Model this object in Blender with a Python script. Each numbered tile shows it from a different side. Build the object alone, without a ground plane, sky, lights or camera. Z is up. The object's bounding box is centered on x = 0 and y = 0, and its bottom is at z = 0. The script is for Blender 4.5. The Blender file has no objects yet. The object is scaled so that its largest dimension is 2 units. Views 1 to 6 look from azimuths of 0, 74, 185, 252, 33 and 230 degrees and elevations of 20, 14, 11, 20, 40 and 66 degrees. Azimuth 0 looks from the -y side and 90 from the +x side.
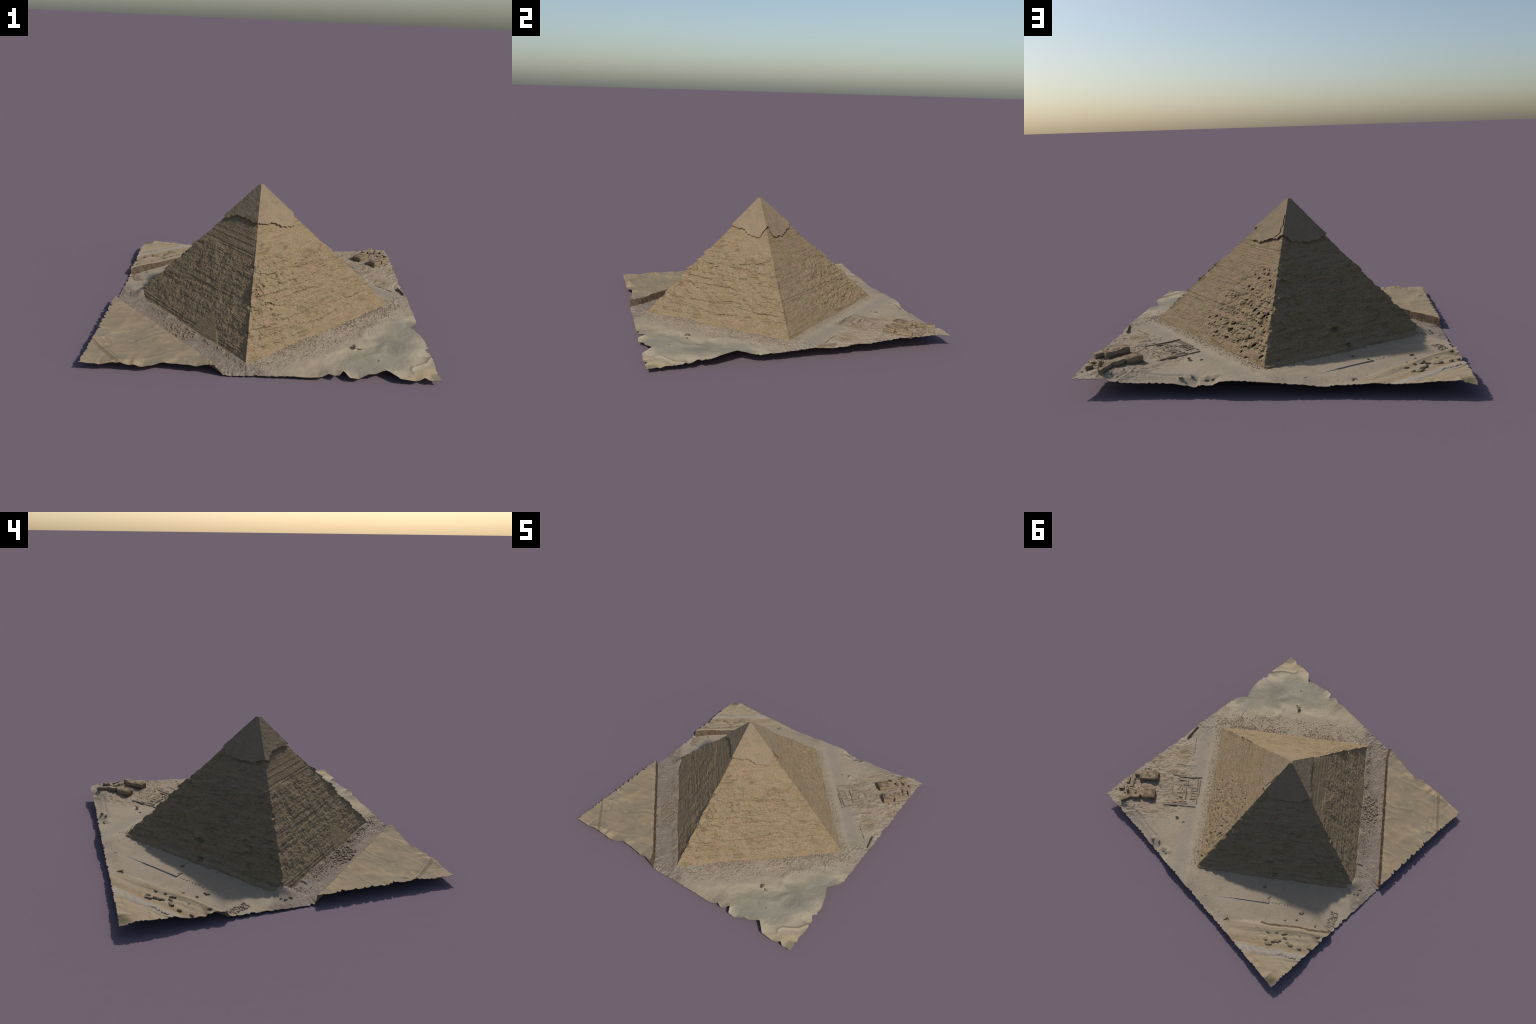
"""An ancient stone pyramid with remnants of smooth casing at its tip, standing
on a torn square of desert plateau: pavement, quarry cliff, dunes, temple ruins."""
import bpy, bmesh, math, random
import numpy as np
from mathutils import Vector, Matrix

random.seed(11)
RNG = np.random.default_rng(11)

# ------------------------------------------------------------------ helpers
def _hash(ix, iy, iz, seed):
    h = (ix.astype(np.int64) * 374761393 + iy.astype(np.int64) * 668265263
         + iz.astype(np.int64) * 2147483647 + seed * 1274126177) & 0xFFFFFFFF
    h = ((h ^ (h >> 13)) * 1274126177) & 0xFFFFFFFF
    h = ((h ^ (h >> 16)) * 2246822519) & 0xFFFFFFFF
    return ((h ^ (h >> 15)) & 0xFFFFFF) / float(0x7FFFFF) - 1.0

def vnoise(x, y, z, seed=0):
    x, y, z = np.broadcast_arrays(x, y, z)
    ix, iy, iz = np.floor(x), np.floor(y), np.floor(z)
    fx, fy, fz = x - ix, y - iy, z - iz
    fx, fy, fz = [f * f * f * (f * (f * 6 - 15) + 10) for f in (fx, fy, fz)]
    out = 0
    for dx in (0, 1):
        wx = fx if dx else 1 - fx
        for dy in (0, 1):
            wy = fy if dy else 1 - fy
            for dz in (0, 1):
                wz = fz if dz else 1 - fz
                out = out + wx * wy * wz * _hash(ix + dx, iy + dy, iz + dz, seed)
    return out

def fbm(x, y, z, octaves=4, seed=0, gain=0.5):
    a, s, out = 1.0, 1.0, 0.0
    for o in range(octaves):
        out = out + a * vnoise(x * s, y * s, z * s, seed + o * 17)
        a *= gain; s *= 2.03
    return out

def sstep(a, b, v):
    t = np.clip((v - a) / (b - a), 0, 1)
    return t * t * (3 - 2 * t)

def poly_dist(x, y, pts):
    """distance to an open polyline, with the parameter 0..1 along it"""
    best = np.full(np.shape(x), 1e9); par = np.zeros(np.shape(x))
    n = len(pts) - 1
    for i in range(n):
        (ax, ay), (bx, by) = pts[i], pts[i + 1]
        dx, dy = bx - ax, by - ay
        t = np.clip(((x - ax) * dx + (y - ay) * dy) / (dx * dx + dy * dy), 0, 1)
        d = np.hypot(x - ax - t * dx, y - ay - t * dy)
        m = d < best
        best = np.where(m, d, best); par = np.where(m, (i + t) / n, par)
    return best, par

def inside_poly(x, y, pts):
    c = np.zeros(np.shape(x), bool)
    j = len(pts) - 1
    for i in range(len(pts)):
        (xi, yi), (xj, yj) = pts[i], pts[j]
        cond = ((yi > y) != (yj > y)) & (x < (xj - xi) * (y - yi) / (yj - yi + 1e-12) + xi)
        c ^= cond; j = i
    return c

def mesh_from(name, V, F):
    me = bpy.data.meshes.new(name)
    F = np.asarray(F, np.int32); V = np.asarray(V, np.float32)
    me.vertices.add(len(V)); me.vertices.foreach_set("co", V.ravel())
    k = F.shape[1]
    me.loops.add(F.size); me.loops.foreach_set("vertex_index", F.ravel())
    me.polygons.add(len(F))
    me.polygons.foreach_set("loop_start", np.arange(0, F.size, k, dtype=np.int32))
    me.update(calc_edges=True); me.validate()
    me.polygons.foreach_set("use_smooth", np.ones(len(me.polygons), bool))
    return me

def vertex_normals(V, F):
    n = np.zeros_like(V)
    a, b, c, d = (V[F[:, i]] for i in range(4))
    fn = np.cross(c - a, d - b)
    for i in range(4):
        np.add.at(n, F[:, i], fn)
    return n / (np.linalg.norm(n, axis=1, keepdims=True) + 1e-12)

def add_obj(name, me, parent, mat=None):
    ob = bpy.data.objects.new(name, me)
    bpy.context.scene.collection.objects.link(ob)
    ob.parent = parent
    if mat is not None and len(me.materials) == 0:
        me.materials.append(mat)
    return ob

def split_piece(name, V, F, N, mask, parent, mat):
    """one region of a continuous surface as its own part, keeping the whole's normals"""
    f = F[mask]
    used, inv = np.unique(f.ravel(), return_inverse=True)
    me = mesh_from(name, V[used], inv.reshape(f.shape))
    if len(me.vertices) == len(used):
        me.normals_split_custom_set_from_vertices(N[used].tolist())
    return add_obj(name, me, parent, mat)

# ---------------------------------------------------------------- materials
class Nodes:
    def __init__(self, name):
        self.mat = bpy.data.materials.new(name); self.mat.use_nodes = True
        self.nt = self.mat.node_tree; self.nt.nodes.clear()
        self.out = self.nt.nodes.new("ShaderNodeOutputMaterial")
        self.bsdf = self.nt.nodes.new("ShaderNodeBsdfPrincipled")
        self.nt.links.new(self.bsdf.outputs[0], self.out.inputs[0])
        self.bsdf.inputs["Roughness"].default_value = 0.95
        self.bsdf.inputs["Specular IOR Level"].default_value = 0.08
        self.co = self.nt.nodes.new("ShaderNodeTexCoord").outputs["Object"]
    def link(self, a, b):
        if hasattr(a, "is_output"): self.nt.links.new(a, b)
        else:
            b.default_value = a
    def n(self, kind, **kw):
        nd = self.nt.nodes.new(kind)
        for k, v in kw.items(): setattr(nd, k, v)
        return nd
    def math(self, op, a, b=0.0, c=None, clamp=False):
        nd = self.n("ShaderNodeMath", operation=op, use_clamp=clamp)
        self.link(a, nd.inputs[0]); self.link(b, nd.inputs[1])
        if c is not None: self.link(c, nd.inputs[2])
        return nd.outputs[0]
    def mapped(self, scale=(1, 1, 1), rotz=0.0, loc=(0, 0, 0), rot=None):
        nd = self.n("ShaderNodeMapping")
        self.nt.links.new(self.co, nd.inputs[0])
        nd.inputs["Scale"].default_value = scale
        nd.inputs["Rotation"].default_value = rot if rot else (0, 0, rotz)
        nd.inputs["Location"].default_value = loc
        return nd.outputs[0]
    def noise(self, scale, detail=4, rough=0.55, vec=None, dist=0.0):
        nd = self.n("ShaderNodeTexNoise")
        self.nt.links.new(vec if vec is not None else self.co, nd.inputs["Vector"])
        nd.inputs["Scale"].default_value = scale; nd.inputs["Detail"].default_value = detail
        nd.inputs["Roughness"].default_value = rough; nd.inputs["Distortion"].default_value = dist
        return nd.outputs["Fac"]
    def voronoi(self, scale, vec=None, feature="F1", out="Distance"):
        nd = self.n("ShaderNodeTexVoronoi", feature=feature)
        self.nt.links.new(vec if vec is not None else self.co, nd.inputs["Vector"])
        nd.inputs["Scale"].default_value = scale
        return nd.outputs[out]
    def range(self, v, a, b, lo=0.0, hi=1.0, smooth=True):
        nd = self.n("ShaderNodeMapRange", interpolation_type="SMOOTHSTEP" if smooth else "LINEAR")
        self.link(v, nd.inputs[0])
        for i, k in enumerate((a, b, lo, hi)): nd.inputs[1 + i].default_value = k
        return nd.outputs[0]
    def mix(self, fac, a, b, mode="MIX"):
        nd = self.n("ShaderNodeMix", data_type="RGBA", blend_type=mode)
        self.link(fac, nd.inputs[0])
        for v, i in ((a, 6), (b, 7)):
            self.link((*v, 1.0) if isinstance(v, tuple) else v, nd.inputs[i])
        return nd.outputs[2]
    def ramp(self, v, stops):
        nd = self.n("ShaderNodeValToRGB"); self.link(v, nd.inputs[0])
        el = nd.color_ramp.elements
        while len(el) < len(stops): el.new(0.5)
        for e, (p, c) in zip(el, stops): e.position = p; e.color = (*c, 1.0)
        return nd.outputs[0]
    def dot(self, nx, ny, nz=0.0, c=0.0):
        nd = self.n("ShaderNodeVectorMath", operation="DOT_PRODUCT")
        self.nt.links.new(self.co, nd.inputs[0]); nd.inputs[1].default_value = (nx, ny, nz)
        return self.math("ADD", nd.outputs["Value"], c)
    def dist2(self, px, py):
        """plan distance from a point"""
        m = self.mapped(scale=(1, 1, 0), loc=(-px, -py, 0))
        nd = self.n("ShaderNodeVectorMath", operation="LENGTH"); self.nt.links.new(m, nd.inputs[0])
        return nd.outputs["Value"]
    def done(self, color, height=None, bump=0.3, bdist=0.002, tint=None):
        if tint: color = self.mix(1.0, color, tint, "MULTIPLY")
        self.link((*color, 1.0) if isinstance(color, tuple) else color, self.bsdf.inputs["Base Color"])
        if height is not None:
            b = self.n("ShaderNodeBump"); b.inputs["Strength"].default_value = bump
            b.inputs["Distance"].default_value = bdist
            self.link(height, b.inputs["Height"])
            self.nt.links.new(b.outputs[0], self.bsdf.inputs["Normal"])
        return self.mat

def srgb(r, g, b, k=1.0):
    def f(v):
        v /= 255.0
        return (v / 12.92 if v <= 0.04045 else ((v + 0.055) / 1.055) ** 2.4) * k
    return (f(r), f(g), f(b))

# directions of the pyramid's sides in plan
E1 = Vector((0.913, 0.804)).normalized()      # along the south-east side
E2 = Vector((-0.778, 0.901)).normalized()     # along the north-east side

def mat_core():
    m = Nodes("weathered_limestone_core")
    hue = m.noise(15.0, 5, 0.66, m.mapped((1, 1, 1.6)))
    base = m.ramp(hue, [(0.30, srgb(154, 142, 101)), (0.43, srgb(166, 148, 109)),
                        (0.55, srgb(171, 150, 114)), (0.70, srgb(180, 144, 117))])
    base = m.mix(m.range(m.noise(9.0, 5, 0.65), 0.54, 0.72, 0, 0.5), base, srgb(164, 151, 131))
    streak = m.noise(1.0, 5, 0.65, m.mapped((10, 10, 62)))
    base = m.mix(m.range(streak, 0.48, 0.30, 0, 0.85), base, srgb(120, 99, 73))  # shadow bands under the ledges, painted into the stone colour
    base = m.mix(m.range(streak, 0.53, 0.68, 0, 0.55), base, srgb(184, 166, 132))
    big = m.noise(26.0, 5, 0.65)
    base = m.mix(m.range(big, 0.56, 0.74, 0, 0.45), base, srgb(174, 160, 140))
    base = m.mix(m.range(m.noise(30.0, 6, 0.72, m.mapped((1, 1, 2.2))), 0.48, 0.28, 0, 0.7), base, srgb(116, 93, 66))
    base = m.mix(m.range(m.noise(115.0, 3, 0.6), 0.44, 0.30, 0, 0.7), base, srgb(108, 86, 62))
    fine = m.noise(170.0, 3, 0.7)
    base = m.mix(m.range(fine, 0.3, 0.75, 0.0, 0.55), m.mix(0.5, base, srgb(104, 84, 58)), base, "MIX")
    # course joints: thin darker lines between the stone layers
    h = m.dot(-0.0413, -0.0353, 1.0, -0.0507)
    h = m.math("ADD", h, m.math("MULTIPLY", m.noise(22.0, 3), 0.006))
    saw = m.math("FRACT", m.math("MULTIPLY", h, 128.0))
    line = m.range(m.math("ABSOLUTE", m.math("SUBTRACT", saw, 0.5)), 0.5, 0.3, 1.0, 0.0)
    brk = m.range(m.noise(34.0, 3), 0.42, 0.6, 0.05, 0.32)
    base = m.mix(m.math("MULTIPLY", line, brk), base, srgb(116, 95, 66))
    hb = m.math("ADD", fine, m.math("MULTIPLY", m.noise(80.0, 4, 0.7), 1.2))
    hb = m.math("SUBTRACT", hb, m.math("MULTIPLY", line, 0.4))
    return m.done(base, hb, 0.8, 0.004, (0.93, 0.938, 1.045))

def mat_casing():
    m = Nodes("smooth_casing_stone")
    n1 = m.noise(14.0, 4, 0.6)
    base = m.ramp(n1, [(0.3, srgb(160, 140, 116)), (0.5, srgb(170, 148, 122)), (0.7, srgb(178, 150, 124))])
    base = m.mix(m.range(m.noise(60.0, 4, 0.7), 0.5, 0.3, 0, 0.5), base, srgb(132, 112, 86))
    base = m.mix(m.range(m.noise(75.0, 3, 0.6), 0.58, 0.75, 0, 0.5), base, srgb(186, 172, 156))
    hb = m.noise(90.0, 4, 0.65)
    return m.done(base, hb, 0.35, 0.003, (0.60, 0.62, 0.605))

CLIFF_N = Vector((-0.7506, -0.6607)); CLIFF_A = Vector((-0.213, -0.975))
POOL = [(0.734, -0.60), (0.90, -0.44), (0.75, -0.80)]

def ground_common(m, base):
    """fine sandy variation shared by all ground"""
    base = m.mix(m.range(m.noise(7.0, 4), 0.35, 0.7, 0.0, 0.35), base, m.mix(0.5, base, srgb(146, 128, 106)))
    base = m.mix(m.range(m.noise(420.0, 2), 0.35, 0.7, 0.12, 0.0), base, srgb(110, 98, 82))
    return base

def mat_plain():
    """pavement, gravel apron, temple ground and southern dune, blended by place"""
    m = Nodes("stony_desert_ground")
    base = m.ramp(m.noise(6.0, 4), [(0.3, srgb(158, 146, 126)), (0.5, srgb(165, 151, 131)), (0.72, srgb(163, 146, 128))])
    wob = m.math("MULTIPLY", m.math("SUBTRACT", m.noise(11.0, 4), 0.5), 0.10)
    # southern dune: pale and cooler in the hollow
    dS = m.math("ADD", m.dot(0.66, -0.751, 0, -0.85), wob)
    sand = m.ramp(m.noise(5.0, 3), [(0.35, srgb(160, 147, 124)), (0.65, srgb(170, 154, 130))])
    base = m.mix(m.range(dS, -0.06, 0.06, 0, 0.8), base, sand)
    pool = m.math("MINIMUM", m.math("MINIMUM", m.dist2(0.80, -0.62), m.dist2(0.92, -0.44)), m.dist2(0.72, -0.78))
    pool = m.math("MINIMUM", pool, m.dist2(0.58, -0.86))
    pool = m.math("ADD", pool, wob)
    base = m.mix(m.math("MULTIPLY", m.range(pool, 0.10, 0.15, 0, 0.65), m.range(pool, 0.24, 0.18)), base, srgb(180, 167, 144))
    base = m.mix(m.range(pool, 0.08, 0.17, 0.95, 0.0), base, srgb(152, 147, 129))
    base = m.mix(m.range(m.math("ADD", m.dist2(0.80, -0.655), wob), 0.02, 0.13, 0.65, 0.0), base, srgb(134, 130, 117))
    # tip beyond the dune: warm sand
    tip = m.math("ADD", m.dot(0.66, -0.751, 0, -1.285), m.math("MULTIPLY", wob, 0.4))
    base = m.mix(m.range(tip, -0.012, 0.012, 0, 0.9), base, srgb(176, 157, 126))
    base = m.mix(m.range(m.dist2(0.975, -0.965), 0.02, 0.05, 0.7, 0.0), base, srgb(120, 118, 100))
    # pinkish pavement strip beside the cliff
    dW = m.dot(-0.7506, -0.6607, 0, -0.585)
    pave = m.ramp(m.noise(12.0, 5, 0.65), [(0.3, srgb(120, 108, 98)), (0.55, srgb(138, 127, 116)), (0.75, srgb(146, 136, 125))])
    base = m.mix(m.range(m.math("ADD", dW, wob), 0.0, 0.06, 0, 0.9), base, pave)
    # bluish trodden strip along the north-east side
    dE = m.dot(0.757, 0.654, 0, -0.66)
    st = m.math("MULTIPLY", m.range(m.math("ADD", dE, m.math("MULTIPLY", wob, 0.4)), -0.01, 0.02), m.range(dE, 0.13, 0.07))
    base = m.mix(m.math("MULTIPLY", st, 0.6), base, srgb(150, 141, 127))
    # temple ground, brownish
    tp = m.math("ADD", m.dist2(0.80, 0.66), m.math("MULTIPLY", wob, 1.2))
    base = m.mix(m.math("MULTIPLY", m.range(tp, 0.20, 0.36, 0.7, 0.0), m.range(m.noise(16.0, 5, 0.7), 0.35, 0.6)), base, srgb(146, 128, 108))
    base = m.mix(m.range(m.math("ADD", m.dist2(0.86, 0.315), m.math("MULTIPLY", wob, 0.8)), 0.02, 0.10, 0.75, 0.0), base, srgb(132, 113, 86))
    base = m.mix(m.range(m.math("ADD", m.dist2(0.95, 0.50), m.math("MULTIPLY", wob, 0.8)), 0.0, 0.05, 0.6, 0.0), base, srgb(128, 106, 86))
    # gravel speckle: south-east apron, foot of the other sides
    dG = m.dot(0.66, -0.751, 0, -0.572)
    g1 = m.math("MULTIPLY", m.range(dG, -0.02, 0.0), m.range(m.math("ADD", dG, m.math("MULTIPLY", wob, 2.0)), 0.06, 0.2, 1.0, 0.0))
    g2 = m.math("MULTIPLY", m.range(dW, -0.05, 0.0), 0.3)
    g3 = m.math("MULTIPLY", m.range(dE, -0.14, -0.1), m.range(dE, 0.0, -0.06))
    gr = m.math("MAXIMUM", m.math("MAXIMUM", g1, g2), m.math("MULTIPLY", g3, 0.8))
    clump = m.range(m.noise(20.0, 4, 0.7), 0.40, 0.60)
    spk = m.range(m.noise(130.0, 3, 0.65), 0.50, 0.60)
    base = m.mix(m.math("MULTIPLY", m.math("MULTIPLY", spk, clump), m.math("MULTIPLY", gr, 0.75)), base, srgb(104, 86, 68))
    sp2 = m.range(m.noise(90.0, 4, 0.6), 0.64, 0.72)
    base = m.mix(m.math("MULTIPLY", sp2, 0.4), base, srgb(128, 110, 92))
    smud = m.noise(24.0, 6, 0.7)
    base = m.mix(m.range(smud, 0.46, 0.30, 0, 0.5), base, srgb(132, 118, 100))
    base = m.mix(m.range(smud, 0.56, 0.72, 0, 0.4), base, srgb(178, 164, 144))
    base = ground_common(m, base)
    hb = m.math("ADD", m.noise(120.0, 4, 0.65), m.math("MULTIPLY", m.noise(40.0, 3), 0.8))
    return m.done(base, hb, 0.35, 0.003, (0.90, 0.90, 0.89))

def mat_plateau_sand():
    m = Nodes("wind_blown_sand")
    base = m.ramp(m.noise(5.0, 4), [(0.3, srgb(150, 139, 112)), (0.5, srgb(160, 145, 117)), (0.7, srgb(172, 152, 119))])
    base = m.mix(m.range(m.noise(9.0, 4), 0.52, 0.68, 0, 0.65), base, srgb(144, 137, 118))
    base = m.mix(m.range(m.noise(11.0, 3, 0.5, m.mapped((1, 1.8, 1), rotz=0.3)), 0.56, 0.70, 0, 0.6), base, srgb(184, 166, 130))
    # track line parallel to the cliff
    dT = m.dot(-0.7506, -0.6607, 0, -1.231)
    w = m.math("MULTIPLY", m.math("SUBTRACT", m.noise(40.0, 3), 0.5), 0.012)
    t1 = m.range(m.math("ABSOLUTE", m.math("ADD", dT, w)), 0.003, 0.009, 0.75, 0.0)
    base = m.mix(t1, base, srgb(134, 114, 78))
    base = m.mix(m.range(m.math("ADD", m.math("ADD", dT, 0.025), w), 0.02, 0.028, 0.0, 0.0), base, srgb(160, 140, 104))
    t2 = m.range(m.math("ABSOLUTE", m.math("ADD", m.math("ADD", dT, -0.11), w)), 0.0, 0.012, 0.4, 0.0)
    base = m.mix(t2, base, srgb(178, 160, 130))
    base = ground_common(m, base)
    hb = m.noise(60.0, 4)
    return m.done(base, hb, 0.2, 0.003, (0.79, 0.765, 0.79))

def mat_cliff():
    m = Nodes("quarry_rock_face")
    v = m.mapped((60, 60, 12))
    base = m.ramp(m.noise(1.0, 4, 0.65, v), [(0.3, srgb(76, 65, 54)), (0.5, srgb(94, 80, 66)), (0.7, srgb(112, 96, 79))])  # browns darkened to the tone of the cliff seen in shade
    base = m.mix(m.range(m.noise(45.0, 4, 0.7), 0.5, 0.3, 0, 0.7), base, srgb(70, 58, 48))
    return m.done(base, m.noise(110.0, 4), 0.6, 0.004)

def mat_terrace():
    m = Nodes("layered_terrace_ground")
    rot = math.atan2(E1.y, E1.x)
    # streaks run along the north-west side's direction
    s = m.noise(1.0, 4, 0.6, m.mapped((5, 28, 28), rotz=-rot))
    base = m.ramp(s, [(0.3, srgb(146, 128, 100)), (0.48, srgb(164, 147, 120)), (0.6, srgb(160, 144, 120)), (0.75, srgb(176, 157, 128))])
    base = m.mix(m.range(m.noise(14.0, 4), 0.55, 0.75, 0, 0.6), base, srgb(148, 143, 124))
    # the road is a paler, cooler band
    dR = m.dot(-0.607, 0.795, 0, -1.156)
    w = m.math("MULTIPLY", m.math("SUBTRACT", m.noise(30.0, 3), 0.5), 0.012)
    r = m.range(m.math("ABSOLUTE", m.math("ADD", dR, w)), 0.022, 0.029, 1.0, 0.0)
    base = m.mix(m.math("MULTIPLY", r, 0.9), base, m.ramp(m.noise(1.0, 3, 0.5, m.mapped((6, 60, 60), rotz=-0.65)),
                 [(0.3, srgb(154, 144, 130)), (0.7, srgb(172, 162, 147))]))
    rb = m.range(m.math("ABSOLUTE", m.math("ADD", dR, m.math("ADD", w, 0.055))), 0.005, 0.03, 0.6, 0.0)
    base = m.mix(rb, base, srgb(146, 124, 94))
    # scrub in the far corner
    base = m.mix(m.range(m.math("ADD", m.dist2(-0.955, 0.965), w), 0.01, 0.06, 0.8, 0.0), base, srgb(112, 103, 74))
    base = ground_common(m, base)
    hb = m.math("ADD", m.noise(110.0, 4, 0.6), s)
    return m.done(base, hb, 0.35, 0.003, (0.88, 0.88, 0.88))

def mat_rock(name, a, b, dark, strata=False):
    m = Nodes(name)
    base = m.ramp(m.noise(30.0, 5, 0.65), [(0.32, a), (0.68, b)])
    if strata:
        z = m.noise(1.0, 3, 0.55, m.mapped((6, 6, 130)))
        base = m.mix(m.range(z, 0.48, 0.62, 0, 0.75), base, dark)
    base = m.mix(m.range(m.noise(90.0, 4, 0.7), 0.48, 0.3, 0, 0.6), base, dark)
    return m.done(base, m.noise(140.0, 4), 0.5, 0.003)

def mat_under():
    m = Nodes("bare_subsoil")
    return m.done(m.ramp(m.noise(20.0, 4), [(0.3, srgb(126, 112, 90)), (0.7, srgb(152, 137, 112))]), m.noise(90.0), 0.3)

M_CORE, M_CASE, M_PLAIN, M_SAND = mat_core(), mat_casing(), mat_plain(), mat_plateau_sand()
M_CLIFF, M_TERR, M_UNDER = mat_cliff(), mat_terrace(), mat_under()
M_MEGA = mat_rock("megalith_limestone", srgb(126, 112, 94), srgb(150, 132, 106), srgb(92, 74, 54), True)
M_WALL = mat_rock("ruin_wall_stone", srgb(120, 106, 90), srgb(142, 127, 109), srgb(96, 80, 64))
M_BOULD = mat_rock("boulder_stone", srgb(108, 98, 80), srgb(138, 124, 102), srgb(70, 62, 50))
M_GRAV = mat_rock("gravel_stone", srgb(112, 96, 78), srgb(150, 134, 114), srgb(78, 66, 54))
M_KERB = mat_rock("kerb_stone", srgb(142, 132, 120), srgb(168, 158, 146), srgb(100, 90, 80))

# --------------------------------------------------------------------- root
root = bpy.data.objects.new("pyramid_site", None)
bpy.context.scene.collection.objects.link(root)
root["label"] = "weathered stone pyramid with smooth cased tip on torn desert ground"
root["category"] = "ancient pyramid"

# ------------------------------------------------------------------ pyramid
APEX = np.array([-0.043, -0.050, 0.859])
BASE = [np.array(c) for c in ((-0.086, -0.872, 0.015), (0.827, -0.068, 0.084),
                              (0.049, 0.833, 0.081), (-0.865, 0.041, 0.018))]

# lower rim of the surviving casing on each face: (place along the face, height fraction)
CASING_RIM = [
    [(0, .760), (.03, .762), (.24, .744), (.43, .733), (.47, .716), (.65, .692), (.77, .682), (.84, .694), (.89, .735), (.97, .757), (1, .765)],
    [(0, .765), (.05, .772), (.10, .768), (.13, .735), (.16, .700), (.21, .686), (.28, .682), (.43, .678), (.57, .692), (.62, .713), (.84, .718), (.92, .742), (1, .752)],
    [(0, .752), (.10, .738), (.15, .712), (.30, .694), (.52, .694), (.80, .700), (.84, .714), (.95, .730), (1, .733)],
    [(0, .733), (.08, .722), (.13, .720), (.19, .748), (.34, .760), (.56, .763), (.78, .761), (1, .760)],
]
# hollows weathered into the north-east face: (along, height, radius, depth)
HOLLOWS = [(.382, .175, 1), (.416, .136, 1.6), (.472, .155, 1.4), (.524, .148, 1.2), (.497, .122, 1.6), (.459, .099, 1.1),
           (.552, .076, 1.7), (.546, .048, 1.2), (.648, .065, 2.4), (.655, .116, 3.2), (.665, .155, 1.8), (.675, .194, 1.2),
           (.769, .145, 1.8), (.862, .167, 1.4), (.91, .19, 1.4), (.957, .17, 1.2), (.828, .063, 1.4), (.799, .05, 1.3),
           (.892, .086, 2.6), (.857, .017, 1.5), (.965, .049, 2.2), (.754, .073, 1.1), (.72, .05, 1.0), (.809, .029, 1.3),
           (.848, .113, 1.3), (.82, .272, 2.0), (.762, .283, 1.6), (.869, .258, 2.0), (.933, .256, 2.0), (.965, .274, 1.8),
           (.66, .391, 1.3), (.712, .38, 1.8), (.699, .313, 1.4), (.745, .455, 1.4), (.67, .465, 1.2), (.782, .515, 1.2),
           (.86, .49, 1.3), (.91, .46, 1.5), (.93, .43, 1.3), (.80, .49, 1.0), (.87, .52, 1.0), (.448, .292, 1.3), (.60, .14, 1.2)]
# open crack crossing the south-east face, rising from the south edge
SE_CRACK = [(.0, .388), (.054, .377), (.198, .398), (.273, .419), (.361, .434), (.437, .45), (.557, .463), (.735, .48), (.849, .497), (.97, .515)]
SE_CRACK2 = [(.055, .359), (.109, .325), (.098, .304), (.161, .290), (.199, .259)]
NE_CRACK = [(.965, .884), (.945, .845), (.970, .815), (.90, .792), (.915, .772), (.878, .753), (.765, .729)]
SW_PATCH = [(.66, .165), (.588, .097), (.535, -.03), (.79, -.03), (.754, .054)]

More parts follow.
